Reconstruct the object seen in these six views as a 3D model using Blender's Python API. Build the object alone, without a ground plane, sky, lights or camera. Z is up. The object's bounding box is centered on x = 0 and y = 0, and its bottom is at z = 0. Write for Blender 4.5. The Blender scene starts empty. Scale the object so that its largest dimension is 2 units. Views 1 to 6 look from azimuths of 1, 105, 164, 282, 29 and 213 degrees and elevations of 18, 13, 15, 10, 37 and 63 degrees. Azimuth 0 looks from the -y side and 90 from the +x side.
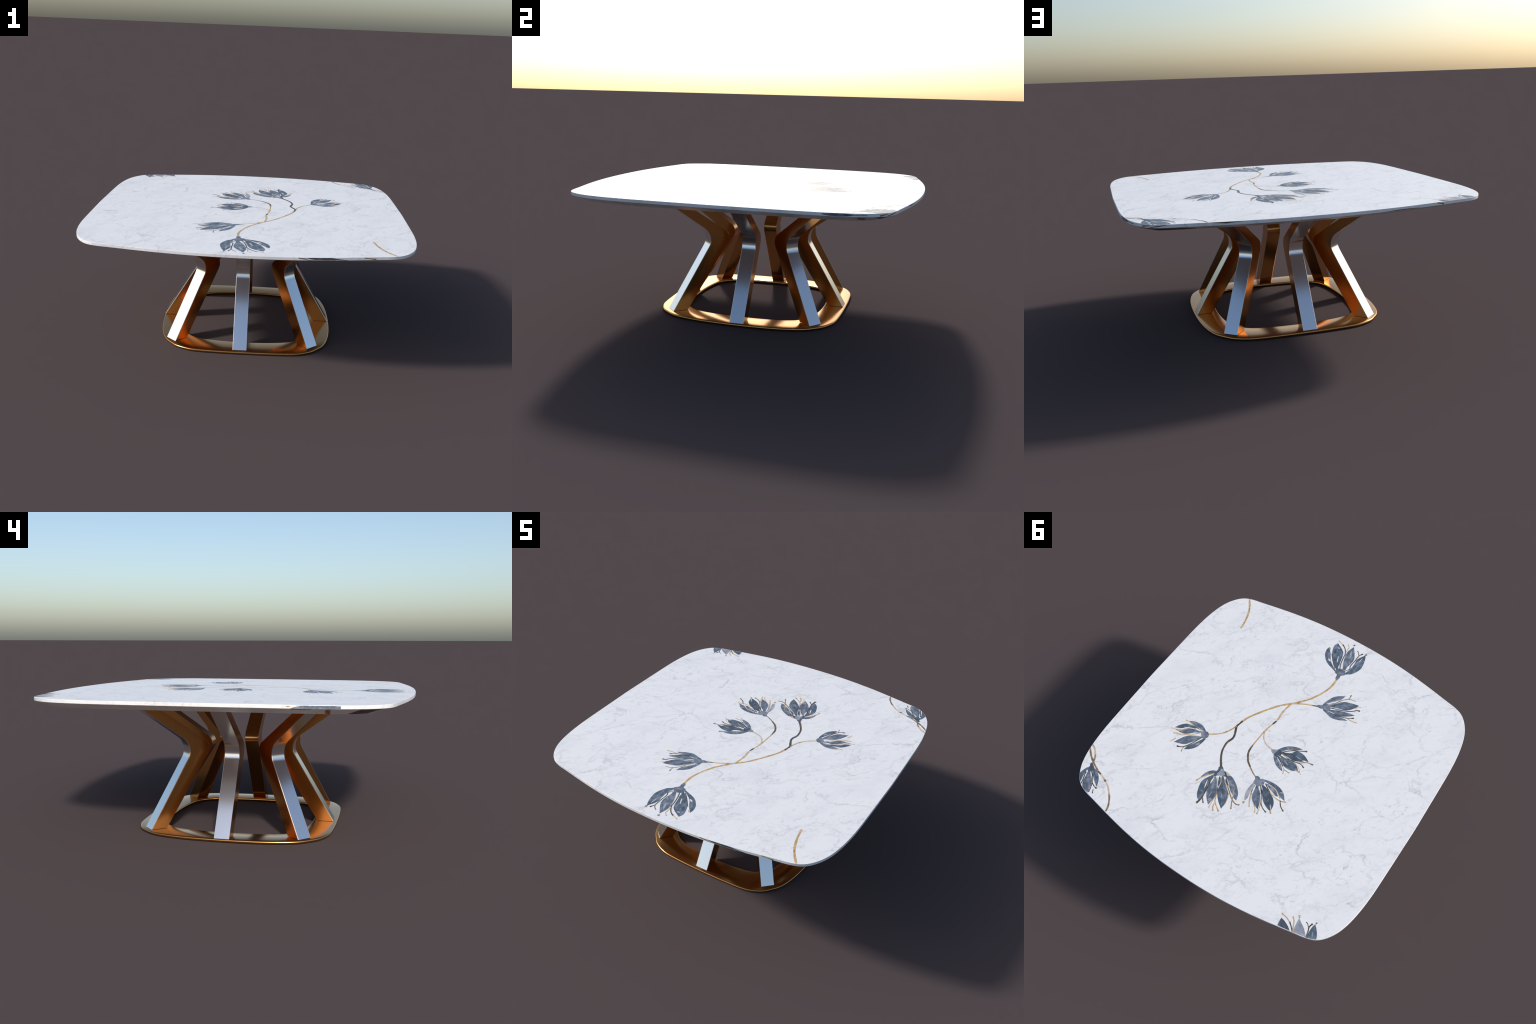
"""Square dining table: a marble top with inlaid flowers on eight bent metal legs and a ring base."""
import math
import bpy
import bmesh
from mathutils import Matrix, Vector

TOP_Z = 0.788          # upper face of the marble
BAND = 0.0175          # height of the vertical edge band
CHAMFER_DROP = 0.0275  # the underside slopes in and down below the band
CHAMFER_INSET = (0.062, 0.086)  # on the sides that face x, on the sides that face y
UNDER_Z = TOP_Z - BAND - CHAMFER_DROP
BASE_CENTRE = (0.0025, -0.010)
OPENING_CENTRE = (-0.001, -0.008)

# ---------------------------------------------------------------- helpers


def catmull(points, closed=False, steps=8):
    """Smooth curve through the control points."""
    pts = [Vector(p) for p in points]
    n = len(pts)
    if n < 3 and not closed:
        return [pts[0].lerp(pts[-1], i / steps) for i in range(steps + 1)]
    out = []
    for i in range(n if closed else n - 1):
        if closed:
            p0, p1, p2, p3 = (pts[(i + k) % n] for k in (-1, 0, 1, 2))
        else:
            p1, p2 = pts[i], pts[i + 1]
            p0 = pts[i - 1] if i else p1 * 2 - p2
            p3 = pts[i + 2] if i + 2 < n else p2 * 2 - p1
        for s in range(steps):
            t = s / steps
            out.append(0.5 * (2 * p1 + (p2 - p0) * t + (2 * p0 - 5 * p1 + 4 * p2 - p3) * t * t + (3 * p1 - p0 - 3 * p2 + p3) * t ** 3))
    if not closed:
        out.append(pts[-1].copy())
    return out


def mirror_quadrant(quadrant):
    """Counter-clockwise closed outline from a first quadrant that runs from the x axis to the y axis."""
    q = [Vector(p) for p in quadrant]
    full = list(q)
    full += [Vector((-p.x, p.y)) for p in reversed(q[:-1])]
    full += [Vector((-p.x, -p.y)) for p in q[1:]]
    full += [Vector((p.x, -p.y)) for p in reversed(q[1:-1])]
    return full


def resample(loop, count):
    """Evenly spaced points along a closed loop."""
    n = len(loop)
    lengths = [(loop[(i + 1) % n] - loop[i]).length for i in range(n)]
    total, out, i, run = sum(lengths), [], 0, 0.0
    for k in range(count):
        target = total * k / count
        while run + lengths[i] < target:
            run += lengths[i]
            i += 1
        out.append(loop[i].lerp(loop[(i + 1) % n], (target - run) / lengths[i]))
    return out


def offset(loop, distance):
    """Closed loop moved outwards (negative: inwards) along its own normals."""
    n, out = len(loop), []
    for i, p in enumerate(loop):
        d = (loop[(i + 1) % n] - loop[i - 1]).normalized()
        out.append(p + Vector((d.y, -d.x)) * distance)
    return out


def mesh_object(name, bm, material, parent=None, smooth=None):
    bmesh.ops.recalc_face_normals(bm, faces=bm.faces[:])
    mesh = bpy.data.meshes.new(name)
    bm.to_mesh(mesh)
    bm.free()
    for m in material if isinstance(material, (list, tuple)) else [material]:
        mesh.materials.append(m)
    obj = bpy.data.objects.new(name, mesh)
    bpy.context.scene.collection.objects.link(obj)
    obj.parent = parent
    if smooth is not None:
        for p in mesh.polygons:
            p.use_smooth = True
        mesh.set_sharp_from_angle(angle=math.radians(smooth))
    return obj


def stack_rings(bm, rings, cap_first=False, cap_last=False, close=False):
    """Skin of quads over a list of closed vertex rings."""
    made = [[bm.verts.new(p) for p in ring] for ring in rings]
    pairs = list(zip(made, made[1:])) + ([(made[-1], made[0])] if close else [])
    for a, b in pairs:
        for i in range(len(a)):
            j = (i + 1) % len(a)
            bm.faces.new((a[i], a[j], b[j], b[i]))
    if cap_first:
        bm.faces.new(list(reversed(made[0])))
    if cap_last:
        bm.faces.new(made[-1])


# ---------------------------------------------------------------- materials


class Nodes:
    def __init__(self, name):
        self.material = bpy.data.materials.new(name)
        self.material.use_nodes = True
        self.tree = self.material.node_tree
        self.bsdf = self.tree.nodes["Principled BSDF"]

    def add(self, kind, **settings):
        node = self.tree.nodes.new("ShaderNode" + kind)
        for key, value in settings.items():
            if key in node.inputs:
                node.inputs[key].default_value = value
            else:
                setattr(node, key, value)
        return node

    def link(self, a, b):
        self.tree.links.new(a, b)

    def coords(self, scale=(1, 1, 1), rotation=(0, 0, 0), location=(0, 0, 0)):
        tex, mapping = self.add("TexCoord"), self.add("Mapping", vector_type="TEXTURE", Scale=tuple(1 / c for c in scale), Rotation=rotation, Location=location)
        self.link(tex.outputs["Object"], mapping.inputs["Vector"])
        return mapping.outputs["Vector"]

    def noise(self, vector, scale, detail=4.0, rough=0.55, distortion=0.0):
        n = self.add("TexNoise", Scale=scale, Detail=detail, Roughness=rough, Distortion=distortion)
        self.link(vector, n.inputs["Vector"])
        return n.outputs["Fac"]

    def ramp(self, value, *stops):
        r = self.add("ValToRGB")
        elements = r.color_ramp.elements
        while len(elements) < len(stops):
            elements.new(0.5)
        for e, (position, colour) in zip(elements, stops):
            e.position = position
            e.color = (*colour, 1) if isinstance(colour, tuple) else (colour, colour, colour, 1)
        self.link(value, r.inputs["Fac"])
        return r.outputs["Color"]

    def math(self, operation, a, b=None):
        m = self.add("Math", operation=operation)
        for socket, value in zip(m.inputs, (a, b)):
            if isinstance(value, (int, float)):
                socket.default_value = value
            elif value is not None:
                self.link(value, socket)
        return m.outputs[0]

    def mix(self, factor, a, b, blend="MIX"):
        m = self.add("Mix", data_type="RGBA", blend_type=blend)
        for socket, value in ((m.inputs[0], factor), (m.inputs[6], a), (m.inputs[7], b)):
            if isinstance(value, tuple):
                socket.default_value = (*value, 1)
            elif isinstance(value, (int, float)):
                socket.default_value = value
            else:
                self.link(value, socket)
        return m.outputs[2]

    def set(self, **values):
        for key, value in values.items():
            socket = self.bsdf.inputs[key.replace("_", " ")]
            if isinstance(value, tuple):
                socket.default_value = (*value, 1)
            elif isinstance(value, (int, float)):
                socket.default_value = value
            else:
                self.link(value, socket)
        return self.material


GLOSS = 0.42  # polish of the stone and of everything let into it


def marble():
    n = Nodes("white_marble")
    turn, stretch = (0, 0, VEIN_TURN), (0.95, 1.6, 1.3)
    plain = n.coords(scale=stretch, rotation=turn)
    # wandering coordinates: the veins are cell borders drawn through a warped space
    warp = n.add("TexNoise", Scale=2.4, Detail=8.0, Roughness=0.59)
    n.link(plain, warp.inputs["Vector"])
    centred = n.add("VectorMath", operation="SUBTRACT")
    n.link(warp.outputs["Color"], centred.inputs[0])
    centred.inputs[1].default_value = (0.5, 0.5, 0.5)
    veins = None
    for scale, push, width, low, high, strength, shift in (
            (2.8, 0.64, 0.014, 0.42, 0.65, 0.90, 0.0),
            (6.0, 0.50, 0.024, 0.48, 0.69, 0.75, 4.0),
            (14.0, 0.34, 0.048, 0.52, 0.71, 0.60, 9.0)):
        moved = n.add("VectorMath", operation="MULTIPLY_ADD")
        n.link(centred.outputs[0], moved.inputs[0])
        moved.inputs[1].default_value = (push, push, push)
        n.link(plain, moved.inputs[2])
        cells = n.add("TexVoronoi", feature="DISTANCE_TO_EDGE", Scale=scale)
        n.link(moved.outputs[0], cells.inputs["Vector"])
        line = n.ramp(cells.outputs["Distance"], (0.0, 0.85), (width * 0.7, 0.36), (width * 3.2, 0.0))
        spot = n.coords(scale=stretch, rotation=turn, location=(shift, 1.3 * shift, 0.4))
        mask = n.ramp(n.noise(spot, scale * 1.5, 8.0, 0.74), (low, 0.0), (high, 1.0))
        one = n.math("MULTIPLY", n.math("MULTIPLY", line, mask), strength)
        veins = one if veins is None else n.math("MAXIMUM", veins, one)
    # dark flecks where the veins gather
    fleck = n.ramp(n.noise(plain, 30.0, 5.0, 0.66, 0.9), (0.56, 0.0), (0.70, 0.75))
    gather = n.ramp(n.noise(plain, 4.5, 4.0, 0.6), (0.50, 0.0), (0.66, 1.0))
    veins = n.math("MAXIMUM", veins, n.math("MULTIPLY", fleck, gather))
    haze = n.ramp(n.noise(plain, 3.8, 8.0, 0.66), (0.48, 0.0), (0.74, 0.55))
    cloud = n.mix(haze, MARBLE, tuple(c * k for c, k in zip(MARBLE, (0.82, 0.83, 0.85))))
    colour = n.mix(veins, cloud, tuple(c * k for c, k in zip(MARBLE, (0.42, 0.43, 0.46))))
    return n.set(Base_Color=colour, Roughness=GLOSS)


def inlay(name, low, mid, high, scale=26.0, along=0.32):
    """Painted stone: blotchy watercolour tones in washes that run along the petal (its own x axis)."""
    n = Nodes(name)
    v, streaked = n.coords(), n.coords(scale=(along, 1, 1))
    own = n.math("MULTIPLY", n.add("ObjectInfo").outputs["Random"], 60.0)  # every piece is painted differently

    def tone(vector, size, detail, rough, distortion):
        t = n.add("TexNoise", noise_dimensions="4D", Scale=size, Detail=detail, Roughness=rough, Distortion=distortion)
        n.link(vector, t.inputs["Vector"])
        n.link(own, t.inputs["W"])
        return t.outputs["Fac"]

    value = n.math("ADD", n.math("MULTIPLY", tone(v, scale, 3.0, 0.5, 0.8), 0.55),
                   n.math("MULTIPLY", tone(streaked, scale * 2.4, 3.0, 0.55, 0.4), 0.45))
    edge = lambda a, b, t: tuple(x + (y - x) * t for x, y in zip(a, b))
    colour = n.ramp(value, (0.36, low), (0.44, edge(low, mid, 0.75)), (0.50, mid), (0.525, edge(mid, high, 0.45)), (0.64, high))
    return n.set(Base_Color=colour, Roughness=GLOSS)


def metal(name, colour, roughness, grain):
    n = Nodes(name)
    v = n.coords(scale=(1, 1, 0.06))
    streak = n.noise(v, 260.0, 2.0, 0.5)
    rough = n.math("ADD", n.math("MULTIPLY", streak, grain), roughness - grain * 0.5)
    return n.set(Base_Color=colour, Metallic=1.0, Roughness=rough)


VEIN_TURN = math.radians(50)  # the veins drift along this heading
MARBLE = (0.80, 0.80, 0.80)
STONE = marble()
GOLD = metal("rose_gold_metal", (0.62, 0.305, 0.098), 0.19, 0.03)
SILVER = metal("brushed_silver_metal", (0.86, 0.86, 0.86), 0.20, 0.03)
PAINT = {
    "blue": inlay("blue_inlay", (0.050, 0.068, 0.094), (0.088, 0.118, 0.160), (0.190, 0.230, 0.290)),
    "slate": inlay("slate_inlay", (0.070, 0.090, 0.120), (0.118, 0.148, 0.192), (0.270, 0.295, 0.345)),
    "deep": inlay("deep_blue_inlay", (0.042, 0.056, 0.078), (0.064, 0.086, 0.116), (0.120, 0.155, 0.200)),
    "pale": inlay("pale_blue_inlay", (0.200, 0.230, 0.280), (0.285, 0.310, 0.355), (0.400, 0.405, 0.420)),
    "sky": inlay("sky_blue_inlay", (0.090, 0.160, 0.270), (0.130, 0.220, 0.360), (0.220, 0.330, 0.480)),
    "gold": inlay("gold_inlay", (0.340, 0.205, 0.075), (0.520, 0.345, 0.150), (0.660, 0.490, 0.280), 30.0, 1.0),
    "bronze": inlay("bronze_inlay", (0.085, 0.062, 0.042), (0.230, 0.160, 0.090), (0.440, 0.310, 0.170), 30.0, 1.0),
    "dark": inlay("dark_bronze_inlay", (0.045, 0.039, 0.034), (0.080, 0.064, 0.050), (0.200, 0.145, 0.092), 30.0, 1.0),
    "sand": inlay("sand_inlay", (0.420, 0.300, 0.200), (0.560, 0.430, 0.320), (0.660, 0.550, 0.440), 30.0, 1.0),
    "white": inlay("white_inlay", (0.62, 0.62, 0.60), (0.72, 0.72, 0.71), (0.78, 0.78, 0.78)),
}

# ---------------------------------------------------------------- the table and its top

table = bpy.data.objects.new("dining_table", None)
bpy.context.scene.collection.objects.link(table)
table["label"] = "square white marble dining table with blue flower inlay and bent gold and silver legs"
table["category"] = "dining table"

# first quadrant of the top: nearly straight sides along y, bowed sides along x, round corners
TOP_QUADRANT = [(1.000, 0.0), (0.998, 0.15), (0.996, 0.30), (0.991, 0.50), (0.976, 0.645), (0.950, 0.752), (0.912, 0.826), (0.865, 0.876),
                (0.805, 0.902), (0.720, 0.919), (0.595, 0.944), (0.455, 0.968), (0.300, 0.987), (0.150, 0.997), (0.0, 1.000)]
OUTLINE = resample(catmull(mirror_quadrant(TOP_QUADRANT), closed=True), 320)


def chamfer_inset(out):
    return CHAMFER_INSET[0] * out.x ** 2 + CHAMFER_INSET[1] * out.y ** 2


def edge_profile(f, out):
    """Inset and height down the edge: 0 to 1 runs over the band, 1 to 2 over the sloping underside."""
    if f <= 1:
        return 0.0, TOP_Z - 0.001 - (BAND - 0.002) * f
    g = f - 1
    return chamfer_inset(out) * g, TOP_Z - BAND - CHAMFER_DROP * g


def build_top():
    bm = bmesh.new()
    rings = []
    for inset, z in ((0.006, TOP_Z), (0.0016, TOP_Z), (0.0005, TOP_Z - 0.0005), (0.0, TOP_Z - 0.0016), (0.0, TOP_Z - BAND + 0.0014),
                     (0.0010, TOP_Z - BAND)):
        rings.append([(p.x, p.y, z) for p in offset(OUTLINE, -inset)])
    for share, z in ((0.96, UNDER_Z + 0.0011), (1.0, UNDER_Z)):
        normals = [o - p for o, p in zip(offset(OUTLINE, 1.0), OUTLINE)]
        rings.append([(p.x - n.x * chamfer_inset(n) * share, p.y - n.y * chamfer_inset(n) * share, z) for p, n in zip(OUTLINE, normals)])
    stack_rings(bm, rings, cap_first=True, cap_last=True)
    return mesh_object("tabletop", bm, STONE, table, smooth=20)


build_top()

# ---------------------------------------------------------------- ring base

RING_H = 0.018
RING_OUT = [(0.565, 0.0), (0.562, 0.13), (0.551, 0.25), (0.529, 0.355), (0.503, 0.419), (0.468, 0.465),
            (0.423, 0.511), (0.355, 0.545), (0.288, 0.560), (0.150, 0.568), (0.0, 0.570)]
RING_IN = [(0.424, 0.0), (0.421, 0.10), (0.411, 0.20), (0.395, 0.278), (0.373, 0.327), (0.350, 0.353),
           (0.324, 0.376), (0.275, 0.400), (0.198, 0.416), (0.10, 0.427), (0.0, 0.430)]


def ring_loop(quadrant, centre):
    loop = resample(catmull(mirror_quadrant(quadrant), closed=True), 240)
    return [p + Vector(centre) for p in loop]


def build_ring():
    bm = bmesh.new()
    outer, inner = ring_loop(RING_OUT, BASE_CENTRE), ring_loop(RING_IN, OPENING_CENTRE)
    rings = []
    r = RING_H / 2 - 0.0005
    for k in range(9):  # half-round outer rim
        a = math.pi * (k / 8 - 0.5)
        rings.append([(p.x, p.y, RING_H / 2 + (r + 0.0005) * math.sin(a)) for p in offset(outer, r * (math.cos(a) - 1))])
    crown = 0.0
    for k in range(9):  # half-round inner rim
        a = math.pi * (0.5 - k / 8)
        rings.append([(p.x, p.y, RING_H / 2 + (r + 0.0005) * math.sin(a)) for p in offset(inner, 0.6 * r * (1 - math.cos(a)))])
    stack_rings(bm, rings, close=True)
    return mesh_object("base_ring", bm, GOLD, table, smooth=50)


build_ring()

# ---------------------------------------------------------------- legs

LEG_HALF = 0.0425
FACE_T = 0.005  # thickness of the silver facing


def bent_edge(foot, lower, upper, knee, radius, head=0.746, arc=14):
    """Edge of a leg in side view (outward distance, height): straight shank, round knee, straight arm up to the top.
    `lower` and `upper` are the outward runs per metre of height, `knee` the height where the straight lines would meet."""
    start = Vector((foot, 0.0195))
    corner = Vector((foot + lower * (knee - start.y), knee))
    end = Vector((corner.x + upper * (head - knee), head))
    d1, d2 = (start - corner).normalized(), (end - corner).normalized()
    half = d1.angle(d2) / 2
    centre = corner + (d1 + d2).normalized() * (radius / math.sin(half))
    p, q = corner + d1 * (radius / math.tan(half)), corner + d2 * (radius / math.tan(half))
    a0, a1 = math.atan2(p.y - centre.y, p.x - centre.x) % math.tau, math.atan2(q.y - centre.y, q.x - centre.x) % math.tau
    curve = [centre + Vector((math.cos(a), math.sin(a))) * radius for a in (a0 + (a1 - a0) * k / arc for k in range(arc + 1))]
    return [start.lerp(p, k / 6) for k in range(6)] + curve + [q.lerp(end, k / 6) for k in range(1, 7)]


def prism(bm, face_a, face_b, half, bevel):
    """Bar between two edge curves in the side view, as wide as twice `half`, its long edges broken by a small bevel."""
    rings = []
    for a, b in zip(face_a, face_b):
        d = (b - a).normalized() * bevel
        rings.append([(*a, -half + bevel), (*(a + d), -half), (*(b - d), -half), (*b, -half + bevel),
                      (*b, half - bevel), (*(b - d), half), (*(a + d), half), (*a, half - bevel)])
    rings = [[(r, w, z) for r, z, w in ring] for ring in rings]
    stack_rings(bm, rings, cap_first=True, cap_last=True)


def leg_meshes():
    outer = bent_edge(0.0, -0.60, 1.40, 0.4762, 0.090)
    inner = bent_edge(-0.096, -0.645, 1.48, 0.4755, 0.056)
    split = [o + (i - o).normalized() * FACE_T for o, i in zip(outer, inner)]
    body, facing = bmesh.new(), bmesh.new()
    prism(body, split, inner, LEG_HALF, 0.0012)
    prism(facing, outer, [s - (s - o).normalized() * 0.0004 for s, o in zip(split, outer)], LEG_HALF, 0.0012)
    return mesh_object("leg", body, GOLD, table, smooth=22), mesh_object("leg_facing", facing, SILVER, None, smooth=22)


# foot position (outer edge, middle) and outward heading of each leg
LEGS = [((0.557, -0.002), 1), ((0.4315, 0.4480), 51), ((-0.021, 0.5460), 90), ((-0.4410, 0.4505), 132),
        ((-0.560, -0.008), 180), ((-0.4615, -0.4455), 227), ((-0.020, -0.5590), 270.5), ((0.4350, -0.4655), 312)]
leg, facing = leg_meshes()
for i, ((x, y), heading) in enumerate(LEGS):
    a = leg if i == 0 else leg.copy()
    b = facing if i == 0 else facing.copy()
    if i:
        bpy.context.scene.collection.objects.link(a)
        bpy.context.scene.collection.objects.link(b)
    a.parent, b.parent = table, a
    a.location = (x, y, 0)
    a.rotation_euler = (0, 0, math.radians(heading))

# ---------------------------------------------------------------- inlaid flowers


def clip_to_top(loop):
    """Cut a flat shape where it would run past the rounded edge of the top (a convex outline)."""
    rim = offset(OUTLINE, -0.0022)
    for i in range(len(rim)):
        a, b = rim[i], rim[(i + 1) % len(rim)]
        n = Vector((-(b - a).y, (b - a).x))
        side = [(p - a).dot(n) for p in loop]
        if all(s >= 0 for s in side):
            continue
        kept = []
        for k in range(len(loop)):
            p, q, sp, sq = loop[k - 1], loop[k], side[k - 1], side[k]
            if (sp >= 0) != (sq >= 0):
                kept.append(p.lerp(q, sp / (sp - sq)))
            if sq >= 0:
                kept.append(q)
        loop = kept
        if len(loop) < 3:
            return []
    return loop


LAYER = {"stem": 0.00006, "petal": 0.00012, "calyx": 0.00020, "stamen": 0.00026, "glint": 0.00032}
layer_step = {}


def slab(bm, loop, kind, material=0):
    """A thin slip of stone let into the top, standing a hair proud of it."""
    loop = clip_to_top(loop)
    clean = [p for k, p in enumerate(loop) if (p - loop[k - 1]).length > 1e-5]
    if len(clean) < 3:
        return
    layer_step[kind] = (layer_step.get(kind, 0) + 1) % 10
    z = TOP_Z + LAYER[kind] + 0.000005 * layer_step[kind]
    top = [bm.verts.new((p.x, p.y, z)) for p in clean]
    low = [bm.verts.new((p.x, p.y, TOP_Z - 0.0004)) for p in clean]
    faces = [bm.faces.new(top)]
    for k in range(len(clean)):
        faces.append(bm.faces.new((top[k - 1], low[k - 1], low[k], top[k])))
    faces.append(bm.faces.new(list(reversed(low))))
    for f in faces:
        f.material_index = material


def ribbon(points, width, knob=False):
    """Outline of a line of even width; a stamen swells to a small knob at its free end."""
    line = catmull(points, steps=6)
    left, right = [], []
    for i, p in enumerate(line):
        d = (line[min(i + 1, len(line) - 1)] - line[max(i - 1, 0)]).normalized()
        t = i / (len(line) - 1)
        half = width / 2 * ((0.80 + 0.55 * max(0.0, (t - 0.86) / 0.14)) if knob else 1.0 + 0.14 * math.sin(7.3 * t + 90 * p.x))
        left.append(p + Vector((-d.y, d.x)) * half)
        right.append(p - Vector((-d.y, d.x)) * half)
    d = (line[-1] - line[-2]).normalized() * width * 0.35
    return left + [left[-1].lerp(right[-1], 0.25) + d, left[-1].lerp(right[-1], 0.75) + d] + right[::-1]


def petal(paint, base, left, tip, right):
    """Two bowed edges from a blunt foot, tucked under the calyx, to a pointed tip."""
    base, tip = Vector(base), Vector(tip)
    axis = (tip - base).normalized()
    across = Vector((-axis.y, axis.x))
    lean = 1 if (Vector(left[0]) - base).dot(across) > (Vector(right[-1]) - base).dot(across) else -1
    foot = base - axis * 7
    spread = across * (lean * min(5.0, 0.06 * (tip - base).length))
    return "petal", paint, catmull([foot + spread, *left, tip], steps=6)[:-1] + catmull([tip, *right, foot - spread], steps=6)


def calyx(paint, rim):
    return "calyx", paint, catmull(rim, closed=True, steps=6)


def stamen(paint, width, path):
    return "stamen", paint, ribbon(path, width, knob=True)


def glint(paint, width, a, b):
    """Lens-shaped bright sliver inside a petal."""
    a, b = Vector(a), Vector(b)
    d = (b - a).normalized()
    side = Vector((-d.y, d.x)) * width * 0.42
    return "glint", paint, catmull([a, a.lerp(b, 0.5) + side, b, a.lerp(b, 0.55) - side], closed=True, steps=6)


def flower(origin, heading, pieces):
    """Pieces are drawn in millimetres from the end of the stalk, x along the flower's axis."""
    c, s = math.cos(math.radians(heading)), math.sin(math.radians(heading))

    def place(loop):
        return [Vector((origin[0] + (p.x * c - p.y * s) / 1000, origin[1] + (p.x * s + p.y * c) / 1000)) for p in loop]

    heart, paints, rest = bmesh.new(), [], []
    for kind, paint, loop in pieces:
        if kind in ("calyx", "glint"):
            if paint not in paints:
                paints.append(paint)
            slab(heart, place(loop), kind, paints.index(paint))
        else:
            rest.append((kind, paint, place(loop)))
    head = mesh_object("flower", heart, [PAINT[p] for p in paints], table)
    for kind, paint, loop in rest:
        bm = bmesh.new()
        slab(bm, loop, kind)
        if bm.faces:
            # own axes: origin at the foot, x towards the tip
            tip = max(loop, key=lambda p: (p - loop[0]).length) - loop[0]
            frame = Matrix.Translation((*loop[0], TOP_Z)) @ Matrix.Rotation(math.atan2(tip.y, tip.x), 4, "Z")
            bm.transform(frame.inverted())
            mesh_object(kind, bm, PAINT[paint], head).matrix_local = frame
        else:
            bm.free()


def stem(paint, width, path):
    bm = bmesh.new()
    slab(bm, ribbon(path, width / 1000), "stem")
    if bm.faces:
        mesh_object("stem", bm, PAINT[paint], table)
    else:
        bm.free()


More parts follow.
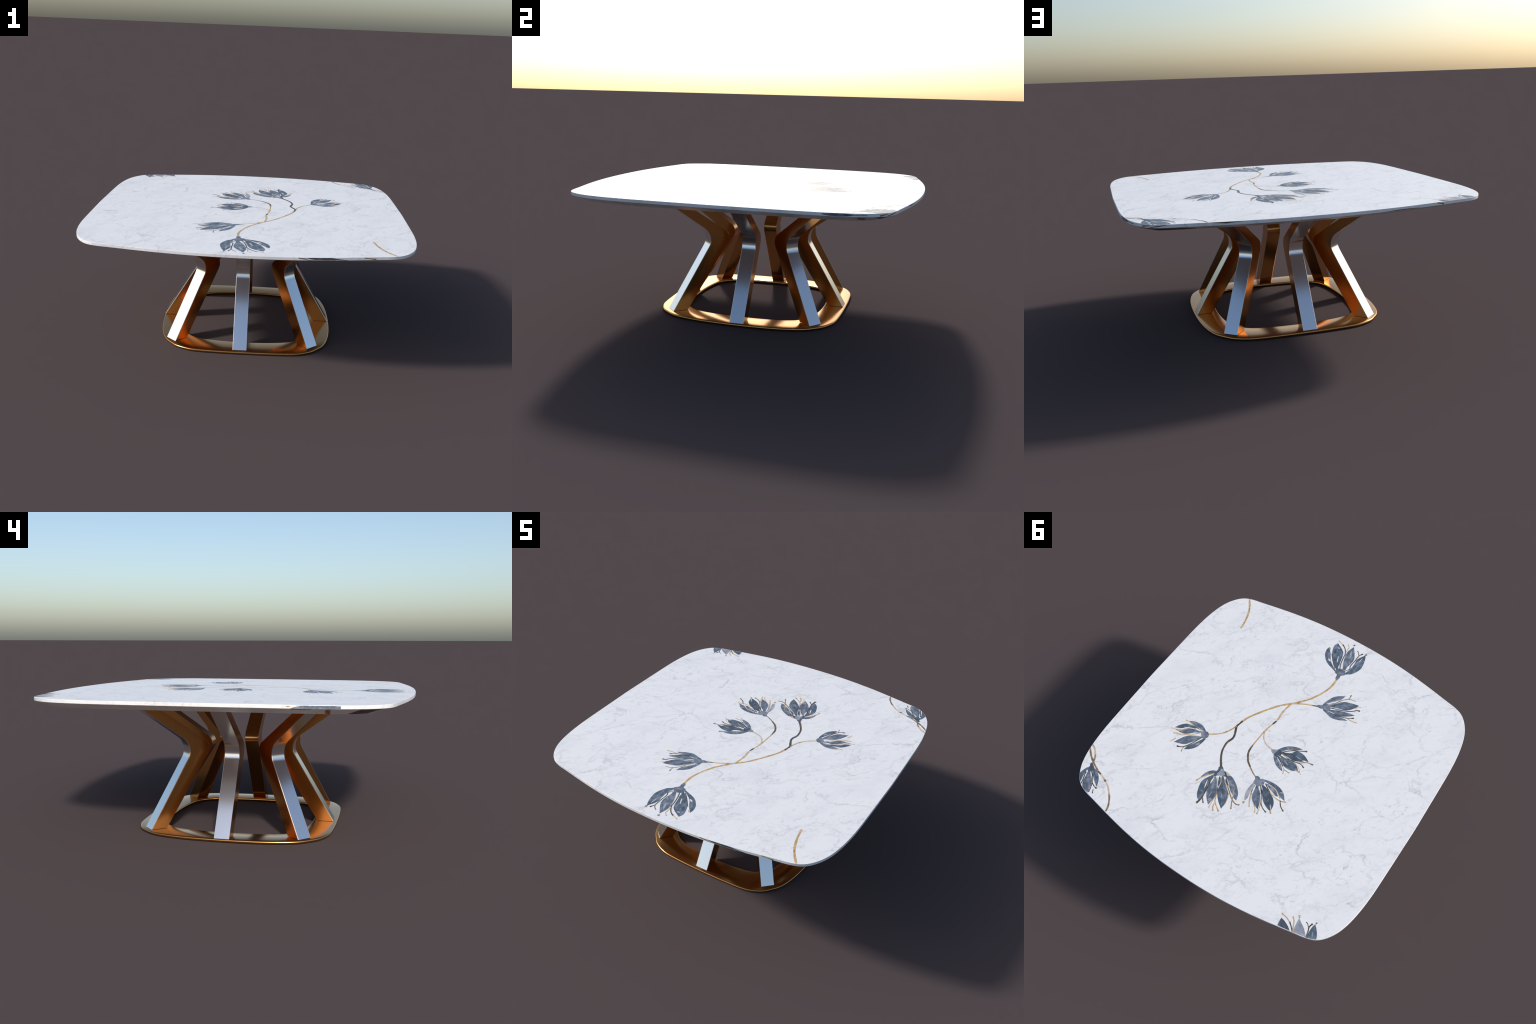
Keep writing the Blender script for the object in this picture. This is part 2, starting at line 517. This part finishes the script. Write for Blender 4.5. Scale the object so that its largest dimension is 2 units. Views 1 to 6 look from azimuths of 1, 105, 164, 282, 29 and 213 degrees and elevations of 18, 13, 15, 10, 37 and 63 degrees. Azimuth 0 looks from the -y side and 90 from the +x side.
def build_flowers():
    flower((-0.043, -0.654), -74, [
        petal('blue', (69, 24), [(114, 95), (170, 125), (215, 127)], (243, 115), [(188, 90), (137, 75), (95, 45)]),
        petal('blue', (78, 14), [(128, 53), (185, 81), (259, 87)], (292, 67), [(255, 31), (215, 9), (142, 10)]),
        petal('slate', (87, -28), [(138, -11), (198, -8), (245, -15)], (295, -45), [(234, -66), (186, -72), (127, -53)]),
        petal('blue', (66, -48), [(114, -70), (157, -84), (202, -94)], (252, -139), [(205, -145), (133, -136), (77, -93)]),
        calyx('slate', [(63, 25), (85, 16), (95, -6), (85, -33), (56, -50), (36, -23), (13, -18), (0, -4), (10, 7), (38, 4), (49, 19)]),
        stamen('dark', 8.4, [(92, -2), (125, 3), (185, 0), (219, -4), (265, 11), (291, 34)]),
        stamen('gold', 6.9, [(288, 31), (300, 48), (313, 65)]),
        stamen('gold', 5.9, [(230, -3), (257, -9), (279, -15), (300, -3)]),
        stamen('dark', 7.9, [(81, -37), (107, -65), (134, -64), (190, -84), (230, -96), (255, -117)]),
        stamen('dark', 6.4, [(233, -96), (256, -88), (268, -78)]),
        stamen('dark', 6.9, [(83, 31), (118, 50), (161, 70), (191, 81)]),
        stamen('bronze', 10.9, [(313, -50), (306, -42)]),
        stamen('bronze', 9.9, [(261, -145), (252, -139)]),
        stamen('gold', 6.4, [(224, 100), (238, 109)]),
        glint('white', 7.4, (190, 36), (136, 29)),
        glint('white', 12.3, (149, 96), (129, 75)),
        glint('white', 10.9, (141, -4), (90, -10)),
        glint('white', 4.9, (224, -126), (176, -108)),
        glint('pale', 14.8, (259, -38), (199, -44)),
        glint('pale', 14.8, (259, 62), (249, 41)),
        glint('white', 7.4, (81, -43), (98, -63)),
        glint('white', 6.4, (104, -41), (143, -59)),
        glint('white', 5.9, (114, 13), (88, 8)),
    ])
    flower((-0.053, -0.410), -148, [
        petal('slate', (48, 19), [(67, 47), (104, 72), (135, 81)], (183, 82), [(162, 59), (123, 38), (70, 23)]),
        petal('blue', (79, 2), [(116, 21), (172, 37), (226, 27)], (272, 11), [(240, -11), (187, -27), (126, -12)]),
        petal('blue', (80, -30), [(126, -27), (171, -38), (209, -49)], (242, -64), [(194, -74), (125, -71), (103, -52)]),
        petal('blue', (42, -27), [(57, -54), (87, -86), (133, -102)], (196, -105), [(163, -88), (118, -71), (72, -41)]),
        calyx('slate', [(1, 7), (30, 10), (42, 19), (64, 18), (79, 8), (80, -28), (57, -36), (39, -22), (15, -17), (2, -5)]),
        stamen('bronze', 7.8, [(77, 15), (119, 27), (165, 50), (202, 60), (215, 75), (221, 89)]),
        stamen('bronze', 5.4, [(202, 59), (231, 53), (249, 45)]),
        stamen('dark', 8.5, [(80, -11), (126, -21), (179, -32), (225, -33), (255, -26), (274, -30)]),
        stamen('gold', 5.1, [(240, -11), (283, 0)]),
        stamen('dark', 7.6, [(72, -37), (118, -68), (163, -80), (201, -87), (234, -85)]),
        stamen('gold', 6.4, [(193, -90), (223, -109), (252, -120)]),
        glint('white', 5.8, (71, 23), (142, 47)),
        glint('white', 7.4, (80, -24), (141, -26)),
        glint('white', 5.8, (72, -36), (109, -57)),
        glint('pale', 3.7, (118, 4), (195, 12)),
        glint('pale', 10.1, (179, -43), (232, -61)),
    ])
    flower((0.408, 0.159), 34, [
        petal('slate', (28, -24), [(40, -64), (69, -87), (99, -99)], (132, -101), [(109, -79), (80, -58), (51, -36)]),
        petal('blue', (91, -49), [(106, -68), (147, -81), (188, -73)], (224, -54), [(186, -47), (154, -51), (121, -51)]),
        petal('slate', (54, -19), [(91, -39), (137, -47), (179, -38)], (195, -24), [(168, -9), (135, -6), (95, -15)]),
        petal('gold', (148, -43), [(178, -41)], (224, -45), [(201, -26), (179, -32)]),
        petal('slate', (52, 21), [(93, 7), (142, 9), (189, 32)], (221, 52), [(187, 63), (147, 69), (99, 50)]),
        petal('blue', (29, 34), [(42, 60), (73, 89), (112, 104)], (155, 106), [(135, 83), (98, 65), (51, 39)]),
        calyx('slate', [(51, -23), (23, -23), (8, -19), (1, -2), (5, 17), (26, 30), (45, 24), (50, -2)]),
        stamen('dark', 8.2, [(50, -33), (75, -49), (97, -64)]),
        stamen('gold', 7.2, [(97, -64), (114, -81), (130, -96), (152, -107)]),
        stamen('gold', 6.8, [(50, -15), (94, -4), (135, -1), (177, 2), (204, -11), (227, -12)]),
        stamen('dark', 9.0, [(52, 26), (99, 58), (130, 76), (159, 87), (181, 88), (198, 83)]),
        stamen('bronze', 5.7, [(155, 87), (165, 105), (169, 120)]),
        stamen('gold', 6.8, [(208, 24), (230, 39), (241, 48)]),
        stamen('sand', 7.9, [(219, -42), (242, -51)]),
        glint('white', 4.7, (48, -31), (72, -53)),
        glint('white', 6.4, (50, -7), (94, 1)),
        glint('white', 4.3, (164, -56), (108, -49)),
        glint('white', 4.3, (91, -42), (54, -23)),
        glint('pale', 19.7, (83, 78), (55, 61)),
    ])
    flower((0.211, 0.299), 122, [
        petal('slate', (41, -31), [(31, -51), (43, -86), (63, -108)], (88, -128), [(72, -94), (60, -67), (53, -41)]),
        petal('blue', (66, -38), [(82, -83), (112, -115), (170, -132), (212, -133)], (235, -122), [(192, -96), (144, -73), (95, -55)]),
        petal('slate', (78, -31), [(115, -54), (153, -75), (213, -75)], (265, -61), [(221, -29), (190, -16), (116, -17)]),
        petal('blue', (74, 15), [(127, 3), (175, -11), (234, -2)], (289, 20), [(244, 45), (185, 56), (126, 38)]),
        petal('slate', (73, 39), [(140, 60), (191, 76), (219, 95)], (230, 110), [(183, 117), (129, 105), (72, 73)]),
        petal('deep', (79, -4), [(108, -11)], (144, -9), [(108, 6)]),
        petal('deep', (92, 38), [(114, 35)], (142, 55), [(114, 54)]),
        petal('sand', (42, 34), [(71, 43), (92, 59)], (101, 85), [(72, 73), (53, 55)]),
        petal('gold', (187, 56), [(237, 36)], (285, 19), [(258, 42), (223, 55)]),
        petal('sky', (192, -93), [(204, -112), (217, -128)], (235, -122), [(223, -108), (204, -97)]),
        calyx('deep', [(0, -3), (6, 12), (30, 20), (44, 35), (73, 41), (69, 21), (62, -1), (73, -31), (56, -39), (34, -25), (21, -16), (7, -14)]),
        calyx('pale', [(18, 6), (32, 19), (61, 27), (66, -1), (56, -23), (38, -9)]),
        stamen('dark', 11.2, [(78, -41), (100, -59), (134, -66), (182, -88), (221, -104), (253, -131)]),
        stamen('dark', 8.4, [(220, -98), (251, -92)]),
        stamen('sand', 5.6, [(80, -15), (113, -14), (147, -11)]),
        stamen('sand', 5.6, [(72, 2), (108, 7), (151, -8)]),
        stamen('dark', 8.4, [(147, -11), (189, -11)]),
        stamen('gold', 8.4, [(189, -13), (227, -20), (251, -18), (306, 5)]),
        stamen('gold', 9.3, [(255, -24), (274, -30), (302, -29)]),
        stamen('gold', 7.9, [(83, 37), (107, 32), (147, 54)]),
        stamen('bronze', 8.9, [(147, 54), (208, 75), (242, 94), (256, 110), (260, 127)]),
        stamen('bronze', 8.4, [(208, 85), (243, 82), (287, 79)]),
        stamen('gold', 6.1, [(148, 92), (201, 86)]),
        stamen('gold', 8.4, [(53, -39), (67, -84), (85, -121), (103, -146)]),
        stamen('sand', 6.1, [(218, -25), (247, -40), (282, -56)]),
        glint('white', 10.3, (76, -37), (122, -58)),
        glint('white', 7.9, (96, -77), (154, -92)),
        glint('pale', 5.6, (171, -41), (215, -64)),
        glint('white', 8.4, (75, -30), (65, -14)),
        glint('white', 4.7, (85, 44), (135, 59)),
        glint('white', 4.7, (154, 59), (217, 93)),
        glint('pale', 8.4, (184, 16), (222, 16)),
        glint('pale', 23.4, (229, -67), (230, -37)),
    ])
    flower((-0.011, 0.233), 140, [
        petal('pale', (45, -30), [(64, -68), (92, -95), (119, -108)], (140, -112), [(129, -91), (92, -63), (63, -39)]),
        petal('blue', (66, -12), [(97, -44), (129, -65), (173, -66)], (219, -52), [(177, -27), (125, -10), (90, -8)]),
        petal('deep', (69, 22), [(115, 4), (170, -5), (214, 1)], (254, 18), [(216, 49), (175, 58), (128, 49)]),
        petal('slate', (77, 53), [(120, 59), (156, 71)], (172, 91), [(128, 89), (97, 74)]),
        petal('blue', (45, 41), [(62, 77), (105, 112), (159, 129)], (211, 121), [(179, 103), (122, 91), (76, 63)]),
        calyx('slate', [(-1, 2), (9, 16), (27, 19), (29, 35), (47, 42), (64, 30), (66, 13), (72, -5), (57, -21), (36, -29), (25, -21), (18, -13), (3, -8)]),
        stamen('bronze', 8.4, [(58, -26), (88, -52), (110, -64)]),
        stamen('gold', 8.4, [(111, -65), (148, -84), (187, -96)]),
        stamen('dark', 9.2, [(67, 9), (104, 3), (125, -2)]),
        stamen('bronze', 8.4, [(123, -1), (155, -11), (187, -23)]),
        stamen('gold', 7.6, [(187, -24), (209, -38), (246, -64)]),
        stamen('dark', 7.6, [(188, -22), (219, -20), (249, -10)]),
        stamen('gold', 5.5, [(166, -66), (210, -66), (232, -76)]),
        stamen('dark', 8.8, [(65, 42), (107, 46), (133, 51)]),
        stamen('gold', 8.4, [(128, 51), (151, 59), (180, 75), (203, 95), (221, 124)]),
        stamen('sand', 6.3, [(78, 56), (111, 84), (145, 95), (186, 99)]),
        stamen('dark', 8.0, [(199, 96), (238, 88), (272, 93)]),
        stamen('gold', 9.7, [(245, 19), (266, 17)]),
        stamen('gold', 13.4, [(146, -114), (150, -124)]),
        glint('white', 9.2, (70, -5), (104, -5)),
        glint('white', 5.5, (69, 14), (103, 10)),
        glint('white', 5.0, (61, 20), (97, 43)),
        glint('white', 4.6, (104, 52), (162, 76)),
        glint('pale', 4.6, (138, -43), (167, -57)),
        glint('pale', 4.6, (168, 34), (188, 12)),
        glint('white', 5.0, (207, 31), (248, 20)),
        glint('white', 8.4, (65, -30), (92, -47)),
        glint('pale', 12.6, (150, 105), (155, 130)),
    ])
    flower((0.013, 0.030), -171, [
        petal('slate', (36, 13), [(62, 54), (98, 78), (140, 88)], (179, 88), [(136, 63), (90, 44), (61, 16)]),
        petal('deep', (66, 10), [(112, 31), (152, 62), (201, 55)], (246, 24), [(201, 3), (153, -9), (110, 0)]),
        petal('blue', (62, -17), [(109, -14), (157, -18), (191, -35)], (212, -63), [(176, -78), (129, -74), (95, -52)]),
        petal('slate', (32, -22), [(40, -51), (68, -82), (98, -99)], (126, -107), [(106, -78), (81, -53), (53, -30)]),
        calyx('deep', [(25, -17), (35, 15), (52, 25), (66, 15), (69, -12), (55, -29), (33, -25)]),
        calyx('pale', [(-1, 1), (14, 14), (33, 16), (25, -17), (7, -11)]),
        stamen('dark', 8.5, [(64, 12), (88, 32), (118, 51), (164, 70), (207, 86)]),
        stamen('bronze', 7.6, [(70, 6), (113, -7), (156, -15), (198, -7), (239, 14), (279, 15)]),
        stamen('dark', 6.7, [(75, -11), (102, -16), (139, -12), (178, -13), (212, -14), (234, -28)]),
        stamen('dark', 7.6, [(55, -25), (86, -49), (111, -72)]),
        stamen('gold', 6.4, [(111, -72), (128, -92), (134, -121)]),
        stamen('bronze', 5.5, [(129, -91), (167, -99)]),
        stamen('sand', 4.9, [(170, -20), (205, -39), (222, -65), (238, -78)]),
        stamen('gold', 9.1, [(192, -65), (222, -67)]),
        glint('white', 10.6, (74, -6), (110, -10)),
        glint('white', 5.5, (83, 21), (136, 42)),
        glint('pale', 7.6, (153, 29), (202, 18)),
        glint('white', 12.1, (206, 14), (242, 19)),
        glint('pale', 7.6, (99, -29), (139, -54)),
        glint('white', 4.2, (54, -31), (78, -51)),
        glint('pale', 7.0, (78, -56), (94, -75)),
        glint('white', 4.6, (56, -16), (81, -24)),
    ])
    flower((0.893, 0.723), 118, [
        petal('blue', (49, 13), [(59, 40), (97, 58), (133, 63)], (166, 60), [(129, 38), (98, 23), (66, 12)]),
        petal('slate', (62, -8), [(97, -24), (137, -32), (176, -26)], (220, 12), [(164, 22), (118, 19), (80, 7)]),
        petal('blue', (47, -24), [(66, -53), (95, -70), (155, -76)], (187, -65), [(146, -48), (105, -40), (67, -28)]),
        calyx('deep', [(4, -2), (26, 11), (48, 19), (63, 7), (63, -17), (47, -24), (28, -13), (12, -14)]),
        stamen('dark', 8.5, [(70, -27), (101, -32), (134, -36), (175, -47)]),
        stamen('dark', 7.8, [(63, 6), (98, 19), (137, 26), (162, 43), (177, 61)]),
        stamen('dark', 7.2, [(144, 26), (177, 25), (203, 19)]),
        stamen('dark', 6.5, [(184, 43), (210, 44)]),
        glint('white', 7.8, (70, -21), (107, -28)),
        glint('white', 7.2, (67, -1), (102, 16)),
        glint('sky', 6.5, (87, 28), (126, 39)),
        glint('white', 3.9, (139, 36), (170, 52)),
    ])
    flower((-0.826, 0.988), -56, [
        petal('deep', (52, 72), [(105, 121), (148, 125), (177, 113)], (195, 101), [(175, 82), (138, 61), (92, 51)]),
        petal('pale', (13, 0), [(79, 37), (129, 34), (165, 16)], (194, 1), [(161, -13), (129, -26), (72, -32)]),
        petal('blue', (13, -66), [(65, -31), (108, -48), (141, -70)], (159, -89), [(125, -95), (98, -96), (52, -87)]),
        stamen('dark', 8.2, [(65, 39), (132, 44), (172, 55)]),
        stamen('gold', 7.4, [(169, 54), (195, 71), (220, 97)]),
        stamen('gold', 7.4, [(118, 41), (167, 31), (188, 32), (200, 36)]),
        stamen('dark', 8.7, [(52, -21), (118, -47), (141, -53), (159, -72)]),
        stamen('dark', 6.0, [(142, -50), (160, -46), (169, -40)]),
        stamen('gold', 10.9, [(194, -1), (206, -1)]),
        stamen('bronze', 8.2, [(159, -91), (165, -98)]),
        glint('pale', 6.8, (118, -74), (85, -69)),
    ])
    stem('gold', 13, [(-0.048, -0.668), (-0.043, -0.566), (0.006, -0.446), (0.084, -0.344), (0.149, -0.279), (0.205, -0.201), (0.264, -0.103), (0.287, -0.045)])
    stem('dark', 12, [(0.287, -0.045), (0.299, 0.014)])
    stem('gold', 9, [(0.298, 0.009), (0.315, 0.056), (0.349, 0.109), (0.41, 0.157)])
    stem('gold', 10, [(0.096, -0.334), (0.03, -0.372), (-0.025, -0.397)])
    stem('dark', 9, [(-0.023, -0.395), (-0.059, -0.411)])
    stem('gold', 11, [(0.1, -0.327), (0.11, -0.248), (0.105, -0.173)])
    stem('dark', 11, [(0.106, -0.167), (0.114, -0.133)])
    stem('gold', 9, [(0.114, -0.133), (0.126, -0.072), (0.131, 0.023), (0.132, 0.074)])
    stem('dark', 11, [(0.132, 0.068), (0.126, 0.12), (0.097, 0.169), (0.059, 0.201)])
    stem('bronze', 9, [(0.059, 0.201), (0.021, 0.225), (-0.017, 0.243)])
    stem('sand', 9, [(0.127, -0.067), (0.109, -0.022), (0.069, 0.011), (0.002, 0.026)])
    stem('dark', 13, [(0.299, 0.008), (0.267, 0.085), (0.279, 0.143), (0.269, 0.206), (0.242, 0.257), (0.206, 0.305)])
    stem('gold', 13, [(0.729, -0.646), (0.746, -0.737), (0.775, -0.815), (0.827, -0.892), (0.881, -0.957)])
    stem('bronze', 11, [(0.606, 0.949), (0.62, 0.901), (0.645, 0.86), (0.669, 0.834)])
    stem('sand', 11, [(0.669, 0.834), (0.703, 0.803), (0.739, 0.783)])
    stem('dark', 12, [(0.739, 0.783), (0.757, 0.776)])
    stem('sand', 11, [(0.754, 0.777), (0.786, 0.764), (0.801, 0.76)])
    stem('dark', 11, [(0.797, 0.761), (0.825, 0.754)])
    stem('bronze', 11, [(0.825, 0.754), (0.88, 0.727), (0.931, 0.696), (0.979, 0.65), (1.013, 0.614)])
    stem('bronze', 11, [(0.893, 0.719), (0.903, 0.693), (0.916, 0.674)])
    stem('sand', 11, [(0.916, 0.674), (0.941, 0.649), (0.97, 0.632), (1.006, 0.618)])

build_flowers()

# ---------------------------------------------------------------- the same inlay where it turns over the edge


def edge_inlay(paint, start, end, upper, lower):
    """Strip on the edge between two points of the outline; upper and lower run along it as fractions down the edge profile."""
    n = len(OUTLINE)
    near = lambda xy: min(range(n), key=lambda i: (OUTLINE[i] - Vector(xy)).length)
    i, j = near(start), near(end)
    span = (j - i) % n
    if span > n / 2:
        i, j, span = j, i, n - span
        upper, lower = upper[::-1], lower[::-1]
    steps = max(6, span * 3)

    def along(values, t):
        x = t * (len(values) - 1)
        k = min(int(x), len(values) - 2)
        return values[k] + (values[k + 1] - values[k]) * (x - k)

    bm = bmesh.new()
    rows = []
    for k in range(steps + 1):
        t = k / steps
        x = i + span * t
        a, b = OUTLINE[int(x) % n], OUTLINE[(int(x) + 1) % n]
        p = a.lerp(b, x - int(x))
        d = (OUTLINE[(int(x) + 1) % n] - OUTLINE[int(x) - 1]).normalized()
        out = Vector((d.y, -d.x))
        row = []
        f0, f1 = along(upper, t), along(lower, t)
        for f in (f0, (f0 + f1) / 2, f1):
            inset, z = edge_profile(f, out)
            lift = 0.0003 if f <= 1.001 else 0.0002
            drop = 0.0 if f <= 1.001 else 0.0004
            q = p - out * (inset - lift)
            row.append((bm.verts.new((q.x, q.y, z - drop)), bm.verts.new((q.x - out.x * 0.0012, q.y - out.y * 0.0012, z - drop + (0.0012 if f > 1.001 else 0)))))
        rows.append(row)
    for r, s in zip(rows, rows[1:]):
        for k in range(2):
            bm.faces.new((r[k][0], s[k][0], s[k + 1][0], r[k + 1][0]))
        bm.faces.new((r[0][0], r[0][1], s[0][1], s[0][0]))
        bm.faces.new((r[2][0], s[2][0], s[2][1], r[2][1]))
    mesh_object("edge_inlay", bm, PAINT[paint], table, smooth=40)


# front edge
edge_inlay("dark", (0.298, -0.992), (0.345, -0.985), [0.0, 0.35], [0.3, 0.75])
edge_inlay("deep", (0.335, -0.986), (0.56, -0.952), [0.05, 0.02, 0.02, 0.05, 0.55, 0.9], [0.25, 0.75, 0.8, 0.75, 0.9, 1.0])
edge_inlay("bronze", (0.345, -0.985), (0.49, -0.963), [0.70, 0.82, 0.80], [0.92, 0.99, 0.95])
edge_inlay("bronze", (0.653, -0.934), (0.716, -0.922), [0.0, 0.55], [0.3, 1.0])
# left edge
edge_inlay("gold", (-1.0, -0.43), (-0.998, -0.455), [0.35, 0.25, 0.35], [0.45, 0.65, 0.45])
edge_inlay("slate", (-0.998, -0.45), (-0.985, -0.665), [0.9, 0.25, 0.12, 0.1, 0.1, 0.1, 0.2], [1.0, 1.0, 1.0, 1.0, 1.0, 1.0, 0.95])
edge_inlay("gold", (-0.998, -0.47), (-0.994, -0.53), [0.0, 0.0, 0.10], [0.08, 0.14, 0.2])
edge_inlay("gold", (-0.990, -0.60), (-0.985, -0.645), [0.75, 0.45, 0.15], [0.98, 0.75, 0.35])
edge_inlay("dark", (-0.998, -0.45), (-0.994, -0.53), [1.02, 1.02], [1.16, 1.14])
edge_inlay("bronze", (-0.990, -0.60), (-0.988, -0.625), [1.02, 1.02], [1.95, 1.95])
edge_inlay("dark", (-0.968, -0.715), (-0.90, -0.85), [1.9, 1.02, 1.02, 1.02], [1.98, 1.98, 1.9, 1.05])
# right edge and its far corner
edge_inlay("blue", (0.991, 0.555), (0.962, 0.722), [0.3, 0.05, 0.02, 0.05, 0.3], [0.5, 0.9, 0.95, 0.9, 0.6])
edge_inlay("bronze", (0.962, 0.722), (0.937, 0.785), [0.35, 0.4], [0.6, 0.65])
edge_inlay("bronze", (0.905, 0.836), (0.868, 0.873), [0.45, 0.1], [0.98, 0.45])
edge_inlay("dark", (0.880, 0.862), (0.795, 0.906), [0.70, 0.35, 0.0], [0.95, 0.65, 0.15])
edge_inlay("dark", (0.600, 0.943), (0.445, 0.969), [0.02, 0.0, 0.0], [0.06, 0.5, 0.06])
edge_inlay("dark", (0.92, 0.815), (0.66, 0.93), [1.05, 1.02, 1.02, 1.02, 1.9], [1.1, 1.85, 1.98, 1.98, 1.98])
edge_inlay("bronze", (0.955, 0.735), (0.935, 0.785), [1.1, 1.3], [1.6, 1.9])
# back edge
edge_inlay("dark", (-0.298, 0.987), (-0.487, 0.963), [0.95, 0.75, 0.75, 0.9], [1.0, 1.0, 1.0, 1.0])
edge_inlay("bronze", (-0.597, 0.944), (-0.650, 0.933), [0.0, 0.5], [0.3, 1.0])
